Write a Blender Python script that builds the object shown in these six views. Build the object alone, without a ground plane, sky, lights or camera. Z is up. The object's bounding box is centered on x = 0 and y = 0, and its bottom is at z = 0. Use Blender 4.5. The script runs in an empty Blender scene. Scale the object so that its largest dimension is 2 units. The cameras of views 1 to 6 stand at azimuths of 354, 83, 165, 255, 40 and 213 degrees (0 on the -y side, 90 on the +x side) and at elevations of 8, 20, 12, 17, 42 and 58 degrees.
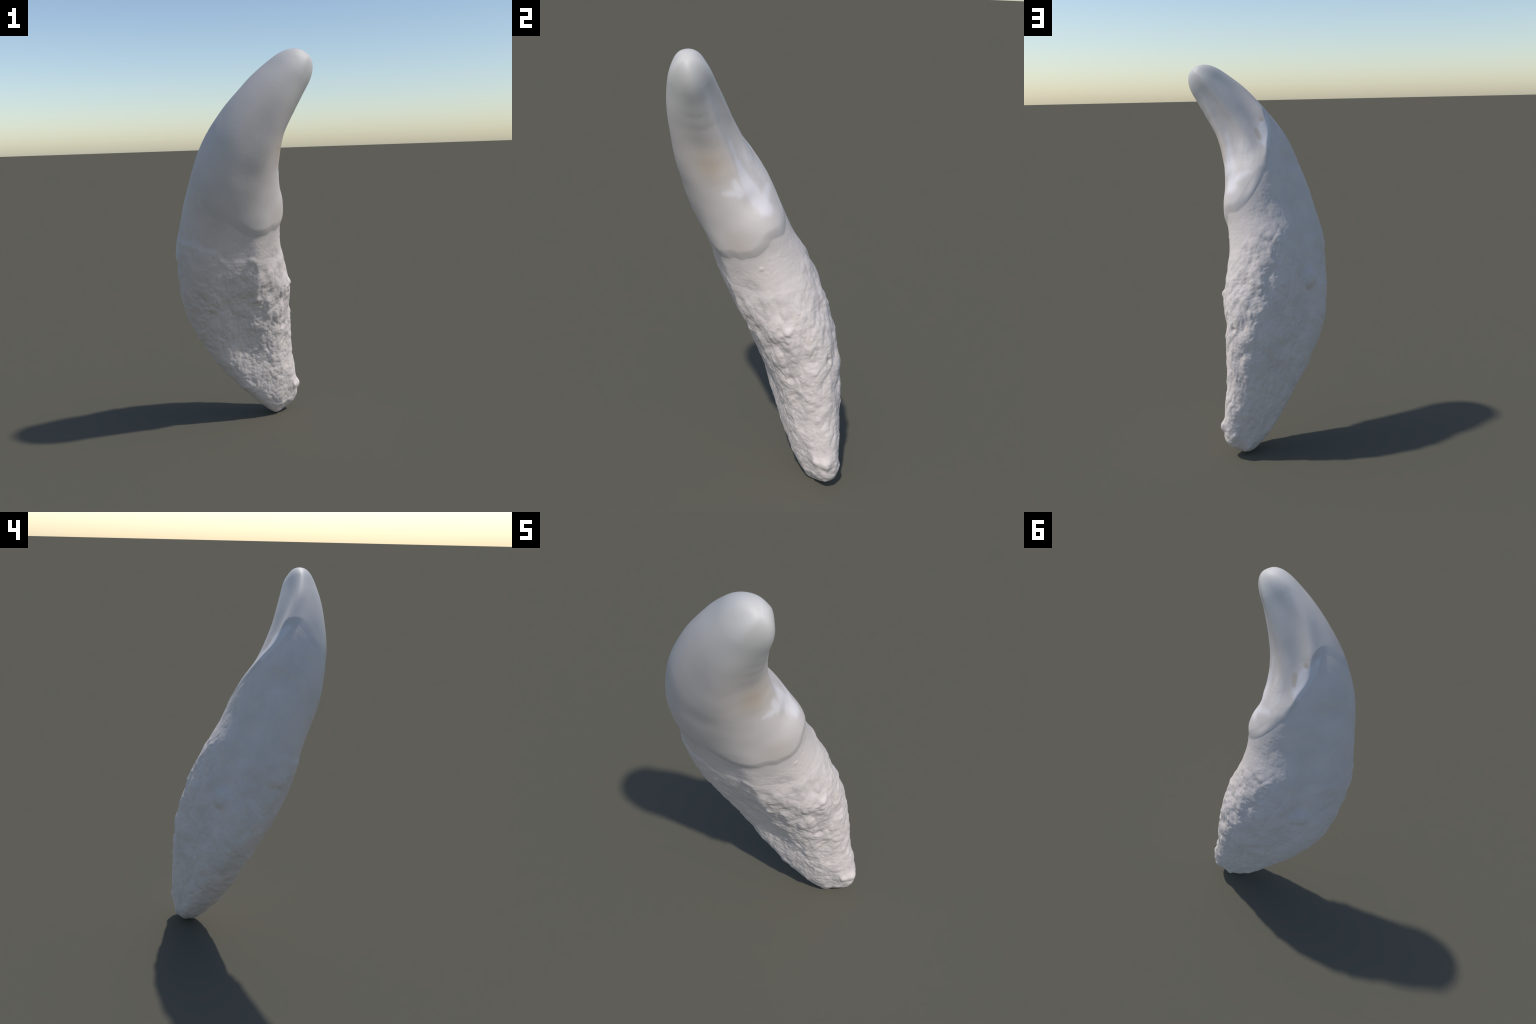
# A big canine tooth of a meat-eating animal, standing on the end of its root.
# The tooth is one swept body: a curved centre line, a rounded cross-section
# at even stations along it (radius toward twelve sides), an enamel crown that
# stands a little proud of the root along a wavy margin, and a lumpy root.
import math
import bpy
import numpy as np
from mathutils.kdtree import KDTree

# ------------------------------------------------------------------ form
# centre line, from the point of the crown down to the end of the root
AXIS = np.array([
    (0.335, -0.325, 1.982), (0.304, -0.320, 1.950), (0.251, -0.310, 1.893), (0.178, -0.293, 1.802),
    (0.105, -0.266, 1.697), (0.037, -0.225, 1.580), (-0.010, -0.166, 1.446), (-0.040, -0.093, 1.291),
    (-0.056, -0.020, 1.130), (-0.057, 0.046, 0.984), (-0.047, 0.108, 0.834), (-0.020, 0.168, 0.678),
    (0.022, 0.224, 0.516), (0.080, 0.270, 0.349), (0.150, 0.302, 0.182), (0.207, 0.320, 0.063),
    (0.238, 0.330, 0.000)])

# radius of the cross-section toward 0, 30, 60 ... 330 degrees
# (0 = hollow inner side of the curve, 90 = tongue side, 180 = outer side)
SECTIONS = np.array([
    (0.070, 0.064, 0.063, 0.065, 0.075, 0.084, 0.089, 0.083, 0.064, 0.059, 0.053, 0.056),
    (0.085, 0.076, 0.073, 0.075, 0.079, 0.092, 0.098, 0.088, 0.076, 0.073, 0.069, 0.070),
    (0.100, 0.092, 0.087, 0.091, 0.088, 0.105, 0.116, 0.106, 0.097, 0.091, 0.088, 0.086),
    (0.112, 0.109, 0.101, 0.107, 0.100, 0.120, 0.135, 0.127, 0.115, 0.108, 0.106, 0.101),
    (0.122, 0.124, 0.115, 0.120, 0.113, 0.136, 0.151, 0.145, 0.130, 0.121, 0.120, 0.113),
    (0.134, 0.143, 0.129, 0.131, 0.125, 0.153, 0.166, 0.162, 0.143, 0.133, 0.133, 0.126),
    (0.155, 0.163, 0.145, 0.142, 0.138, 0.170, 0.181, 0.180, 0.158, 0.146, 0.146, 0.142),
    (0.175, 0.180, 0.161, 0.154, 0.149, 0.180, 0.199, 0.200, 0.175, 0.159, 0.154, 0.156),
    (0.191, 0.197, 0.177, 0.164, 0.155, 0.182, 0.214, 0.219, 0.191, 0.167, 0.159, 0.166),
    (0.211, 0.222, 0.196, 0.173, 0.157, 0.176, 0.221, 0.236, 0.207, 0.175, 0.164, 0.176),
    (0.231, 0.247, 0.212, 0.178, 0.155, 0.171, 0.229, 0.244, 0.215, 0.178, 0.168, 0.187),
    (0.251, 0.267, 0.218, 0.176, 0.152, 0.167, 0.235, 0.251, 0.216, 0.177, 0.170, 0.196),
    (0.262, 0.275, 0.220, 0.176, 0.150, 0.163, 0.240, 0.260, 0.216, 0.176, 0.173, 0.206),
    (0.264, 0.275, 0.226, 0.182, 0.151, 0.162, 0.247, 0.273, 0.222, 0.179, 0.179, 0.216),
    (0.267, 0.280, 0.233, 0.187, 0.153, 0.162, 0.248, 0.283, 0.229, 0.185, 0.186, 0.223),
    (0.274, 0.290, 0.243, 0.191, 0.154, 0.163, 0.244, 0.289, 0.234, 0.189, 0.190, 0.230),
    (0.286, 0.302, 0.247, 0.191, 0.155, 0.164, 0.241, 0.290, 0.230, 0.185, 0.190, 0.235),
    (0.297, 0.309, 0.248, 0.190, 0.156, 0.165, 0.239, 0.291, 0.223, 0.179, 0.185, 0.237),
    (0.304, 0.314, 0.246, 0.184, 0.153, 0.164, 0.238, 0.288, 0.215, 0.172, 0.180, 0.235),
    (0.299, 0.315, 0.239, 0.174, 0.147, 0.159, 0.234, 0.279, 0.210, 0.166, 0.174, 0.229),
    (0.287, 0.309, 0.229, 0.162, 0.138, 0.152, 0.224, 0.266, 0.201, 0.158, 0.166, 0.221),
    (0.272, 0.296, 0.213, 0.147, 0.127, 0.140, 0.206, 0.248, 0.189, 0.149, 0.157, 0.210),
    (0.258, 0.281, 0.195, 0.133, 0.116, 0.129, 0.187, 0.232, 0.184, 0.145, 0.151, 0.199),
    (0.242, 0.258, 0.172, 0.118, 0.104, 0.116, 0.165, 0.214, 0.180, 0.144, 0.147, 0.188),
    (0.226, 0.230, 0.150, 0.103, 0.092, 0.103, 0.146, 0.191, 0.173, 0.142, 0.142, 0.177),
    (0.208, 0.205, 0.134, 0.092, 0.084, 0.096, 0.133, 0.167, 0.160, 0.136, 0.136, 0.165),
    (0.189, 0.183, 0.118, 0.083, 0.077, 0.089, 0.119, 0.139, 0.142, 0.126, 0.124, 0.148),
    (0.171, 0.165, 0.103, 0.074, 0.070, 0.080, 0.101, 0.111, 0.120, 0.108, 0.105, 0.124),
    (0.143, 0.140, 0.084, 0.063, 0.059, 0.064, 0.076, 0.083, 0.095, 0.083, 0.079, 0.093),
    (0.095, 0.098, 0.061, 0.050, 0.043, 0.040, 0.045, 0.051, 0.066, 0.052, 0.049, 0.059),
])

TIP_START, TIP_ROUND, END_ROUND = 0.020, 0.13, 0.06
SIDES, CROWN_ROWS, ROOT_ROWS = 560, 330, 430

# where the enamel ends: angle round the tooth -> fraction of the way down
MARGIN = [(0, .440), (7, .435), (14, .425), (18.5, .415), (23, .415), (32, .419), (41, .409), (50, .392), (60, .369),
          (75, .341), (84, .330), (91, .311), (98, .294), (105, .275), (112, .264), (119, .254), (127, .241), (133, .231),
          (140, .219), (148, .204), (157, .197), (166, .207), (172, .215), (180, .226), (189, .233), (199, .245), (206, .262),
          (212, .295), (219, .335), (229, .364), (240, .379), (252, .386), (264, .396), (280, .413), (292, .425), (304, .432),
          (316, .436), (328, .437), (337, .434), (344, .440), (352, .439)]
# height of the enamel lip above the root along that margin
LIP = [(0, .011), (20, .012), (45, .011), (75, .011), (90, .012), (108, .013), (135, .011), (150, .007), (165, .004), (180, .003), (215, .0015),
       (250, .002), (275, .004), (300, .007), (320, .009), (340, .010)]
# where the lumpy cement of the root begins
ROUGH_TOP = [(0, .53), (20, .52), (33, .51), (48, .49), (75, .465), (99, .47), (135, .50), (165, .49), (192, .455),
             (225, .445), (243, .455), (264, .487), (303, .495), (333, .515)]
# how strong the lumps are on each side
ROUGH_SIDE = [(0, 1.0), (30, 1.0), (60, .95), (90, .75), (130, .6), (180, .65), (230, .6), (265, .5), (295, .85), (330, 1.0)]


def around(table, deg):
    """Smooth periodic curve through (angle, value) pairs."""
    a = np.array([p[0] for p in table], float)
    v = np.array([p[1] for p in table], float)
    aa = np.r_[a[-2:] - 360, a, a[:3] + 360]
    vv = np.r_[v[-2:], v, v[:3]]
    m = np.gradient(vv, aa)
    d = np.mod(deg, 360.0)
    j = np.clip(np.searchsorted(aa, d, side="right") - 1, 0, len(aa) - 2)
    h = aa[j + 1] - aa[j]
    t = (d - aa[j]) / h
    return ((2 * t**3 - 3 * t**2 + 1) * vv[j] + (t**3 - 2 * t**2 + t) * h * m[j]
            + (3 * t**2 - 2 * t**3) * vv[j + 1] + (t**3 - t**2) * h * m[j + 1])


def cubic_line(knots):
    """Natural cubic spline through the knots; returns (function of length, total length)."""
    d = np.r_[0, np.cumsum(np.linalg.norm(np.diff(knots, axis=0), axis=1))]
    n, h = len(knots), np.diff(d)
    a, b = np.zeros((n, n)), np.zeros_like(knots)
    a[0, 0] = a[-1, -1] = 1
    for i in range(1, n - 1):
        a[i, i - 1], a[i, i], a[i, i + 1] = h[i - 1], 2 * (h[i - 1] + h[i]), h[i]
        b[i] = 6 * ((knots[i + 1] - knots[i]) / h[i] - (knots[i] - knots[i - 1]) / h[i - 1])
    m = np.linalg.solve(a, b)

    def at(s):
        s = np.asarray(s, float)
        j = np.clip(np.searchsorted(d, s) - 1, 0, n - 2)
        hh = h[j][..., None]
        u, w = (d[j + 1] - s)[..., None] / hh, (s - d[j])[..., None] / hh
        return u * knots[j] + w * knots[j + 1] + ((u**3 - u) * m[j] + (w**3 - w) * m[j + 1]) * hh**2 / 6
    return at, d[-1]


def hashed(ix, iy, iz, seed):
    h = (ix * 374761393 + iy * 668265263 + iz * 2147483647 + seed * 1274126177) & 0xFFFFFFFF
    h = ((h ^ (h >> 13)) * 1274126177) & 0xFFFFFFFF
    h = ((h ^ (h >> 16)) * 2246822519) & 0xFFFFFFFF
    return h ^ (h >> 15)


def noise(p, seed=0):
    """Gradient noise in about -1..1 at points p (n, 3)."""
    i = np.floor(p).astype(np.int64)
    f = p - i
    w = f * f * f * (f * (f * 6 - 15) + 10)
    out = 0
    for dx in (0, 1):
        for dy in (0, 1):
            for dz in (0, 1):
                h = hashed(i[:, 0] + dx, i[:, 1] + dy, i[:, 2] + dz, seed)
                g = np.stack([(h & 1023), (h >> 10) & 1023, (h >> 20) & 1023], -1) / 511.5 - 1
                k = ((f - (dx, dy, dz)) * g).sum(1)
                k = k * np.where(dx, w[:, 0], 1 - w[:, 0]) * np.where(dy, w[:, 1], 1 - w[:, 1]) * np.where(dz, w[:, 2], 1 - w[:, 2])
                out = out + k
    return out * 1.3


def smooth(lo, hi, x):
    t = np.clip((x - lo) / (hi - lo), 0, 1)
    return t * t * (3 - 2 * t)


line, LENGTH = cubic_line(AXIS)
theta = np.linspace(0, 2 * math.pi, SIDES, endpoint=False)
deg = np.degrees(theta)
margin = (around(MARGIN, deg) * LENGTH - TIP_START) / (LENGTH - TIP_START)

# rows: crown rows run from the point to the enamel margin, root rows on to the end
t = np.linspace(0, 1, CROWN_ROWS + 1)[1:]
crown_t = t * t / (t + 0.06) * 1.06
t = 1 - np.linspace(0, 1, ROOT_ROWS + 1)[1:-1]
root_t = 1 - t * t / (t + 0.03) * 1.03
frac = np.vstack([margin[None] * crown_t[:, None], margin[None] + (1 - margin[None]) * root_t[:, None]])
ROWS = len(frac)
s = TIP_START + frac * (LENGTH - TIP_START)
frac = s / LENGTH

centre = line(s)
tangent = line(np.clip(s + 1e-3, 0, LENGTH)) - line(np.clip(s - 1e-3, 0, LENGTH))
tangent /= np.linalg.norm(tangent, axis=-1, keepdims=True)
e1 = np.array([1.0, 0, 0]) - tangent * tangent[..., :1]
e1 /= np.linalg.norm(e1, axis=-1, keepdims=True)
e2 = np.cross(e1, tangent)
e2 *= np.sign(e2[..., 1:2])
ray = e1 * np.cos(theta)[None, :, None] + e2 * np.sin(theta)[None, :, None]

# harmonics of each twelve-sided station, then Catmull-Rom along the tooth
twelve = np.radians(np.arange(12) * 30.0)
harm, wave = [SECTIONS.mean(1)], [np.ones(SIDES)]
for n in range(1, 6):
    for f in (np.cos, np.sin):
        harm.append((SECTIONS * f(n * twelve)).mean(1) * 2)
        wave.append(f(n * theta))
harm, wave = np.stack(harm, 1), np.stack(wave, 1)
last = len(SECTIONS) - 1
x = frac * last
j = np.clip(x.astype(int), 0, last - 1)
u = x - j
radius = 0
for o, w in ((-1, -.5 * u + u * u - .5 * u**3), (0, 1 - 2.5 * u * u + 1.5 * u**3), (1, .5 * u + 2 * u * u - 1.5 * u**3), (2, -.5 * u * u + .5 * u**3)):
    radius = radius + w * (harm[np.clip(j + o, 0, last)] * wave[None]).sum(-1)
cap = np.clip(1 - np.clip((TIP_ROUND - s) / (TIP_ROUND - TIP_START), 0, 1)**2.35, 0, 1)**(1 / 2.35)
cap = np.minimum(cap, np.clip(1 - np.clip((s - LENGTH + END_ROUND) / END_ROUND, 0, 1)**4, 0, 1)**.5)
base = centre + (cap * radius)[..., None] * ray

verts = np.vstack([line(np.array([TIP_START])), base.reshape(-1, 3), line(np.array([LENGTH]))])
ring = 1 + np.arange(ROWS * SIDES).reshape(ROWS, SIDES)
nxt = np.roll(ring, -1, 1)
quads = np.stack([ring[:-1], ring[1:], nxt[1:], nxt[:-1]], -1).reshape(-1, 4)
top = np.stack([np.zeros(SIDES, int), ring[0], nxt[0]], -1)
bottom = np.stack([np.full(SIDES, len(verts) - 1), nxt[-1], ring[-1]], -1)
faces = [tuple(f) for f in top.tolist()] + [tuple(f) for f in quads.tolist()] + [tuple(f) for f in bottom.tolist()]
is_crown = np.r_[np.ones(SIDES, bool), np.repeat(np.arange(ROWS - 1) < CROWN_ROWS - 1, SIDES), np.zeros(SIDES, bool)]


def vertex_normals(v):
    """Area-weighted normals of the whole tooth."""
    out = np.zeros_like(v)
    q = v[quads]
    n = np.cross(q[:, 2] - q[:, 0], q[:, 3] - q[:, 1])
    for k in range(4):
        np.add.at(out, quads[:, k], n)
    for tri in (top, bottom):
        q = v[tri]
        n = np.cross(q[:, 1] - q[:, 0], q[:, 2] - q[:, 0])
        for k in range(3):
            np.add.at(out, tri[:, k], n)
    return out / (np.linalg.norm(out, axis=1, keepdims=True) + 1e-20)


nrm = vertex_normals(verts)
if (nrm[1:-1].reshape(ROWS, SIDES, 3) * ray).sum(-1).mean() < 0:
    faces = [f[::-1] for f in faces]
    quads, top, bottom = quads[:, ::-1], top[:, ::-1], bottom[:, ::-1]
    nrm = vertex_normals(verts)

# ------------------------------------------------------------------ relief
P = verts[1:-1]
F = frac.ravel()
A = np.tile(deg, ROWS)
crown_v = np.repeat(np.arange(ROWS) < CROWN_ROWS, SIDES)

# distance to the enamel margin
tree = KDTree(SIDES)
for i, p in enumerate(base[CROWN_ROWS - 1]):
    tree.insert(p, i)
tree.balance()
dist = np.array([tree.find(p)[2] for p in P])
lip = around(LIP, A)
side = np.where(crown_v, dist, -dist)
tongue_side = np.exp(-((A - 112) / 34)**4)
roll = .22 * smooth(-.010, .016, side) + .78 * smooth(-.010, 1, side / (.050 - .026 * tongue_side))
roll = np.where(side > -.012, roll, 0)
relief = lip * roll * np.exp(-np.clip(side, 0, None) / .25)

# faint growth rings and swells of the enamel
gap = np.abs((A + 180) % 360 - 180)
dent = .7 * np.exp(-((F - .078) / .012)**2) + np.exp(-((F - .106) / .010)**2) + .5 * np.exp(-((F - .134) / .008)**2)
relief -= np.where(crown_v, 0.0006 * dent * np.exp(-((gap - 8) / 24)**2) * (1 + .8 * noise(P * 14, 5)), 0)
relief += np.where(crown_v, 0.002 * noise(P * 6, 3) * smooth(0, .1, F), 0)


on_crown = np.where(crown_v, smooth(0, .045, dist), 0)


def rib(path, width, height, where=on_crown):
    """Lengthwise swell (or groove) that follows (fraction, angle) points down the tooth."""
    f = [p[0] for p in path]
    mid = np.interp(F, f, [p[1] for p in path])
    off = np.abs((A - mid + 180) % 360 - 180)
    ends = smooth(f[0] - .05, f[0] + .07, F) * smooth(f[-1] + .04, f[-1] - .04, F)
    return where * height * ends * np.exp(-(off / width)**2)


relief += rib([(.06, 166), (.13, 154), (.18, 142), (.22, 133)], 14, .012)
relief += rib([(.11, 156), (.18, 142), (.23, 130)], 9, .006)
relief += rib([(.04, 84), (.09, 76), (.14, 72), (.22, 70)], 9, .005)
relief += rib([(.09, 34), (.15, 28), (.21, 24), (.29, 18)], 8, .007)
relief -= rib([(.14, 114), (.20, 106), (.25, 88), (.30, 70)], 20, .009)
relief -= rib([(.16, 50), (.26, 44), (.33, 48), (.40, 52)], 16, .010)

# swells and hollows of the root
below = np.where(crown_v, 0, smooth(0, .05, dist))
relief += rib([(.46, 312), (.54, 310), (.63, 306)], 13, .012, below)
relief += rib([(.72, 222), (.80, 228), (.92, 240)], 16, .010, below)
relief += rib([(.90, 300), (.96, 300)], 30, .012, below)
relief -= rib([(.34, 98), (.40, 95), (.46, 92)], 18, .010, below)
relief -= rib([(.56, 112), (.70, 110), (.86, 108)], 22, .006, below)

# lumpy cement on the root
start = around(ROUGH_TOP, A) + 0.012 * noise(P * 14, 8)
rough = smooth(-.02, .035, F - start) * around(ROUGH_SIDE, A)
mid = np.exp(-((A - 68) / 17)**2) * smooth(.0, .02, F - around(MARGIN, A) - 0.025)
rough = np.maximum(rough, 0.35 * mid)
rough *= 1 - 0.45 * smooth(.82, .95, F)
rough = np.where(crown_v, 0, rough)
along = P * (1, 1, .7)
warp = np.stack([noise(P * 12, 31), noise(P * 12, 32), noise(P * 12, 33)], -1) * 0.012
lumps = (0.0135 * (np.abs(noise((along + warp) * 8.5, 11)) - .25)
         + 0.0050 * noise((along + warp) * 15, 15)
         + 0.0052 * (np.abs(noise((along + warp) * 20, 12)) - .25)
         + 0.0020 * noise((along + warp) * 38, 13)
         + 0.0006 * noise(P * 100, 14))
relief += rough * lumps
# the cement starts with a low step on the outer side
step = smooth(-.010, .012, F - start) * smooth(.68, .54, F) * (.35 + .65 * np.exp(-((A - 213) / 28)**2))
relief += np.where(crown_v, 0, .009 * step)
relief += np.where(crown_v, 0, 0.0035 * noise(P * 9, 21) * smooth(.02, .1, F - around(MARGIN, A)))
relief += np.where(crown_v, 0, (.0046 * noise(P * (20, 20, 13), 23) + .0048 * (np.abs(noise(P * (32, 32, 22), 24)) - .25) + .0010 * noise(P * 75, 25)) * smooth(.06, .22, F - around(MARGIN, A)) * smooth(-.06, .10, F - start))
relief += np.where(crown_v, 0, 0.0007 * noise(P * 70, 22) * smooth(.005, .03, F - around(MARGIN, A)))


# single nodules, pits and hollows: (fraction, angle, size, height)
BUMPS = [(.629, 1, .017, .010), (.619, 307, .020, .010), (.955, 6, .026, .015), (.948, 350, .018, .008),
         (.725, 27, .012, -.008), (.471, 0, .009, .0025), (.507, 341, .014, .002),
         (.497, 302, .022, .003), (.622, 355, .014, -.006),
         (.748, 346, .018, -.006), (.779, 351, .022, .007), (.884, 315, .014, -.006), (.587, 144, .048, .022), (.405, 308, .095, .009), (.314, 141, .060, -.011),
         (.535, 178, .075, -.009), (.332, 21, .050, -.008), (.517, 341, .045, -.008),
         (.612, 138, .020, -.006), (.614, 148, .020, -.005), (.975, 330, .016, .006), (.965, 40, .02, .006),
         (.502, 196, .030, .006), (.513, 197, .014, -.005), (.512, 203, .012, -.004)]
for f, a, size, height in BUMPS:
    k = np.argmin((F - f)**2 + (((A - a + 180) % 360 - 180) / 360)**2)
    relief += height * np.exp(-(((P - P[k])**2).sum(1) / size**2)**1.3)

verts[1:-1] += nrm[1:-1] * relief[:, None]
verts[:, 2] -= verts[:, 2].min() * smooth(.12, 0, verts[:, 2])
verts[:, 2] -= verts[:, 2].min()
nrm = vertex_normals(verts)


# ------------------------------------------------------------------ materials
class Nodes:
    def __init__(self, name, roughness):
        self.mat = bpy.data.materials.new(name)
        self.mat.use_nodes = True
        self.t = self.mat.node_tree
        self.bsdf = self.t.nodes["Principled BSDF"]
        self.bsdf.inputs["Roughness"].default_value = roughness
        self.place = self.t.nodes.new("ShaderNodeTexCoord").outputs["Object"]

    def put(self, socket, value):
        if isinstance(value, bpy.types.NodeSocket):
            self.t.links.new(value, socket)
        else:
            socket.default_value = value

    def math(self, op, a, b=0.0, clamp=False):
        n = self.t.nodes.new("ShaderNodeMath")
        n.operation, n.use_clamp = op, clamp
        self.put(n.inputs[0], a)
        self.put(n.inputs[1], b)
        return n.outputs[0]

    def vec(self, op, a, b, out=0):
        n = self.t.nodes.new("ShaderNodeVectorMath")
        n.operation = op
        self.put(n.inputs[0], a)
        self.put(n.inputs[1], b)
        return n.outputs[out]

    def noise(self, scale, detail=3.0, rough=0.55, at=None, stretch=None):
        at = at or self.place
        if stretch:
            at = self.vec("MULTIPLY", at, stretch)
        n = self.t.nodes.new("ShaderNodeTexNoise")
        n.inputs["Scale"].default_value, n.inputs["Detail"].default_value, n.inputs["Roughness"].default_value = scale, detail, rough
        self.t.links.new(at, n.inputs["Vector"])
        return n.outputs["Fac"]

    def ramp(self, value, lo, hi, a=0.0, b=1.0):
        n = self.t.nodes.new("ShaderNodeMapRange")
        n.interpolation_type = "SMOOTHSTEP"
        for i, x in enumerate((value, lo, hi, a, b)):
            self.put(n.inputs[i], x)
        return n.outputs[0]

    def mix(self, fac, a, b):
        n = self.t.nodes.new("ShaderNodeMix")
        n.data_type = "RGBA"
        self.put(n.inputs[0], fac)
        self.put(n.inputs[6], a if isinstance(a, bpy.types.NodeSocket) else (*a, 1))
        self.put(n.inputs[7], b if isinstance(b, bpy.types.NodeSocket) else (*b, 1))
        return n.outputs[2]

    def stroke(self, points, widths):
        """Signed distance (m, negative inside) to a chain of tapered strokes on the surface."""
        best = None
        for (p, q), (r0, r1) in zip(zip(points, points[1:]), zip(widths, widths[1:])):
            p, q = np.array(p), np.array(q)
            ab = q - p
            rel = self.vec("SUBTRACT", self.place, tuple(p))
            h = self.math("DIVIDE", self.vec("DOT_PRODUCT", rel, tuple(ab), out=1), float(ab @ ab), clamp=False)
            h = self.math("MAXIMUM", self.math("MINIMUM", h, 1.0), 0.0)
            n = self.t.nodes.new("ShaderNodeVectorMath")
            n.operation = "SCALE"
            n.inputs[0].default_value = tuple(ab)
            self.put(n.inputs["Scale"], h)
            d = self.vec("DISTANCE", rel, n.outputs[0], out=1)
            d = self.math("SUBTRACT", d, self.math("ADD", r0, self.math("MULTIPLY", h, r1 - r0)))
            best = d if best is None else self.math("MINIMUM", best, d)
        return best

    def blot(self, p, size):
        return self.math("SUBTRACT", self.vec("DISTANCE", self.place, p, out=1), size)

    def bump(self, height, strength, distance):
        n = self.t.nodes.new("ShaderNodeBump")
        n.inputs["Strength"].default_value, n.inputs["Distance"].default_value = strength, distance
        self.put(n.inputs["Height"], height)
        self.t.links.new(n.outputs[0], self.bsdf.inputs["Normal"])


ENAMEL, GREY, TAN, PATCH_WHITE, IVORY = (0.60, 0.54, 0.50), (0.57, 0.54, 0.51), (0.52, 0.425, 0.34), (0.74, 0.69, 0.69), (0.64, 0.57, 0.53)
BONE, BONE_WARM, BONE_GREY = (0.68, 0.595, 0.55), (0.69, 0.585, 0.485), (0.60, 0.535, 0.495)


def enamel():
    m = Nodes("enamel", 0.56)
    cloud = m.noise(5, 3)
    fine = m.noise(22, 4)
    col = m.mix(m.ramp(cloud, .35, .65), ENAMEL, IVORY)
    # cooler, greyer toward the point of the crown
    tip = m.ramp(m.math("ADD", m.blot((0.33, -0.33, 1.97), 0.0), m.math("MULTIPLY", fine, 0.08)), .42, .16)
    col = m.mix(tip, col, GREY)
    # tan stain on the hollow side, and a faint one near the margin
    stain = m.ramp(m.math("ADD", m.blot((0.195, -0.225, 1.53), 0.0), m.math("MULTIPLY", cloud, 0.06)), .17, .03)
    col = m.mix(m.math("MULTIPLY", stain, 0.9), col, TAN)
    stain = m.ramp(m.blot((0.19, -0.10, 1.20), 0.0), .10, .02)
    col = m.mix(m.math("MULTIPLY", stain, 0.35), col, TAN)
    # white patches with ragged edges
    ragged = m.math("MULTIPLY", m.math("SUBTRACT", m.noise(20, 5, .65, stretch=(1, 1, .4)), 0.5), 0.045)
    streak = m.math('MINIMUM', m.stroke([(.180, -.14, 1.63), (.172, -.095, 1.515), (.178, -.05, 1.42), (.180, .005, 1.345)], [.006, .020, .030, .038]),
                    m.stroke([(.165, .0, 1.385), (.105, .03, 1.435)], [.026, .014]))
    shelf = m.stroke([(.188, -.165, 1.412), (.196, -.105, 1.42), (.192, -.125, 1.47)], [.006, .022, .008])
    edge = m.stroke([(-.055, -.165, 1.70), (-.040, -.105, 1.635), (-.022, -.062, 1.585)], [.026, .052, .040])
    white_patch = m.math("MINIMUM", m.math("MINIMUM", streak, shelf), edge)
    gaps = m.math("MINIMUM", m.stroke([(.022, -.092, 1.645), (.012, -.070, 1.60)], [.013, .012]), m.blot((-.018, -.138, 1.695), .014))
    white_patch = m.math("MAXIMUM", m.math("ADD", white_patch, ragged), m.math("MULTIPLY", m.math("ADD", gaps, m.math("MULTIPLY", ragged, 0.3)), -1.0))
    col = m.mix(m.math('MULTIPLY', m.ramp(white_patch, .016, -.016), .85), col, PATCH_WHITE)
    col = m.mix(m.math('MULTIPLY', m.ramp(m.math('ADD', gaps, m.math('MULTIPLY', ragged, 0.4)), .006, -.006), .8), col, TAN)
    # faint whitish streaks between the two patches
    pale_streaks = m.stroke([(.10, -.06, 1.56), (.08, -.02, 1.48)], [.05, .05])
    pale_streaks = m.math("MULTIPLY", m.ramp(m.math("ADD", pale_streaks, ragged), .03, -.04), m.ramp(m.noise(34, 3, stretch=(1, 1, .35)), .40, .62))
    col = m.mix(m.math("MULTIPLY", pale_streaks, .45), col, PATCH_WHITE)
    m.put(m.bsdf.inputs["Base Color"], col)
    m.bump(m.noise(70, 3), .05, .01)
    return m.mat


def root_cement():
    m = Nodes("root_cement", 0.75)
    col = m.mix(m.math("MULTIPLY", m.ramp(m.noise(9, 5, .65), .36, .70), .75), BONE, BONE_GREY)
    spots = m.ramp(m.noise(26, 4, .6), .56, .72)
    col = m.mix(m.math("MULTIPLY", spots, .7), col, BONE_WARM)
    pits = m.ramp(m.noise(55, 4, .7), .58, .74)
    col = m.mix(m.math("MULTIPLY", pits, .15), col, BONE_GREY)
    m.put(m.bsdf.inputs["Base Color"], col)
    m.bump(m.noise(160, 4, .6), .25, .004)
    return m.mat


# ------------------------------------------------------------------ objects
tooth = bpy.data.objects.new("canine_tooth", None)
tooth["label"] = "long curved grey-white canine tooth standing on its rough root"
tooth["category"] = "animal tooth"
bpy.context.scene.collection.objects.link(tooth)


def part(name, mask, material):
    chosen = [f for f, keep in zip(faces, mask) if keep]
    used = np.unique(np.concatenate([np.array(f) for f in chosen]))
    index = np.zeros(len(verts), int)
    index[used] = np.arange(len(used))
    mesh = bpy.data.meshes.new(name)
    mesh.from_pydata(verts[used].tolist(), [], [tuple(index[list(f)].tolist()) for f in chosen])
    mesh.polygons.foreach_set("use_smooth", np.ones(len(chosen), bool))
    mesh.materials.append(material)
    mesh.normals_split_custom_set_from_vertices(nrm[used].tolist())
    mesh.update()
    ob = bpy.data.objects.new(name, mesh)
    ob.parent = tooth
    bpy.context.scene.collection.objects.link(ob)
    return ob


part("crown", is_crown, enamel())
part("root", ~is_crown, root_cement())
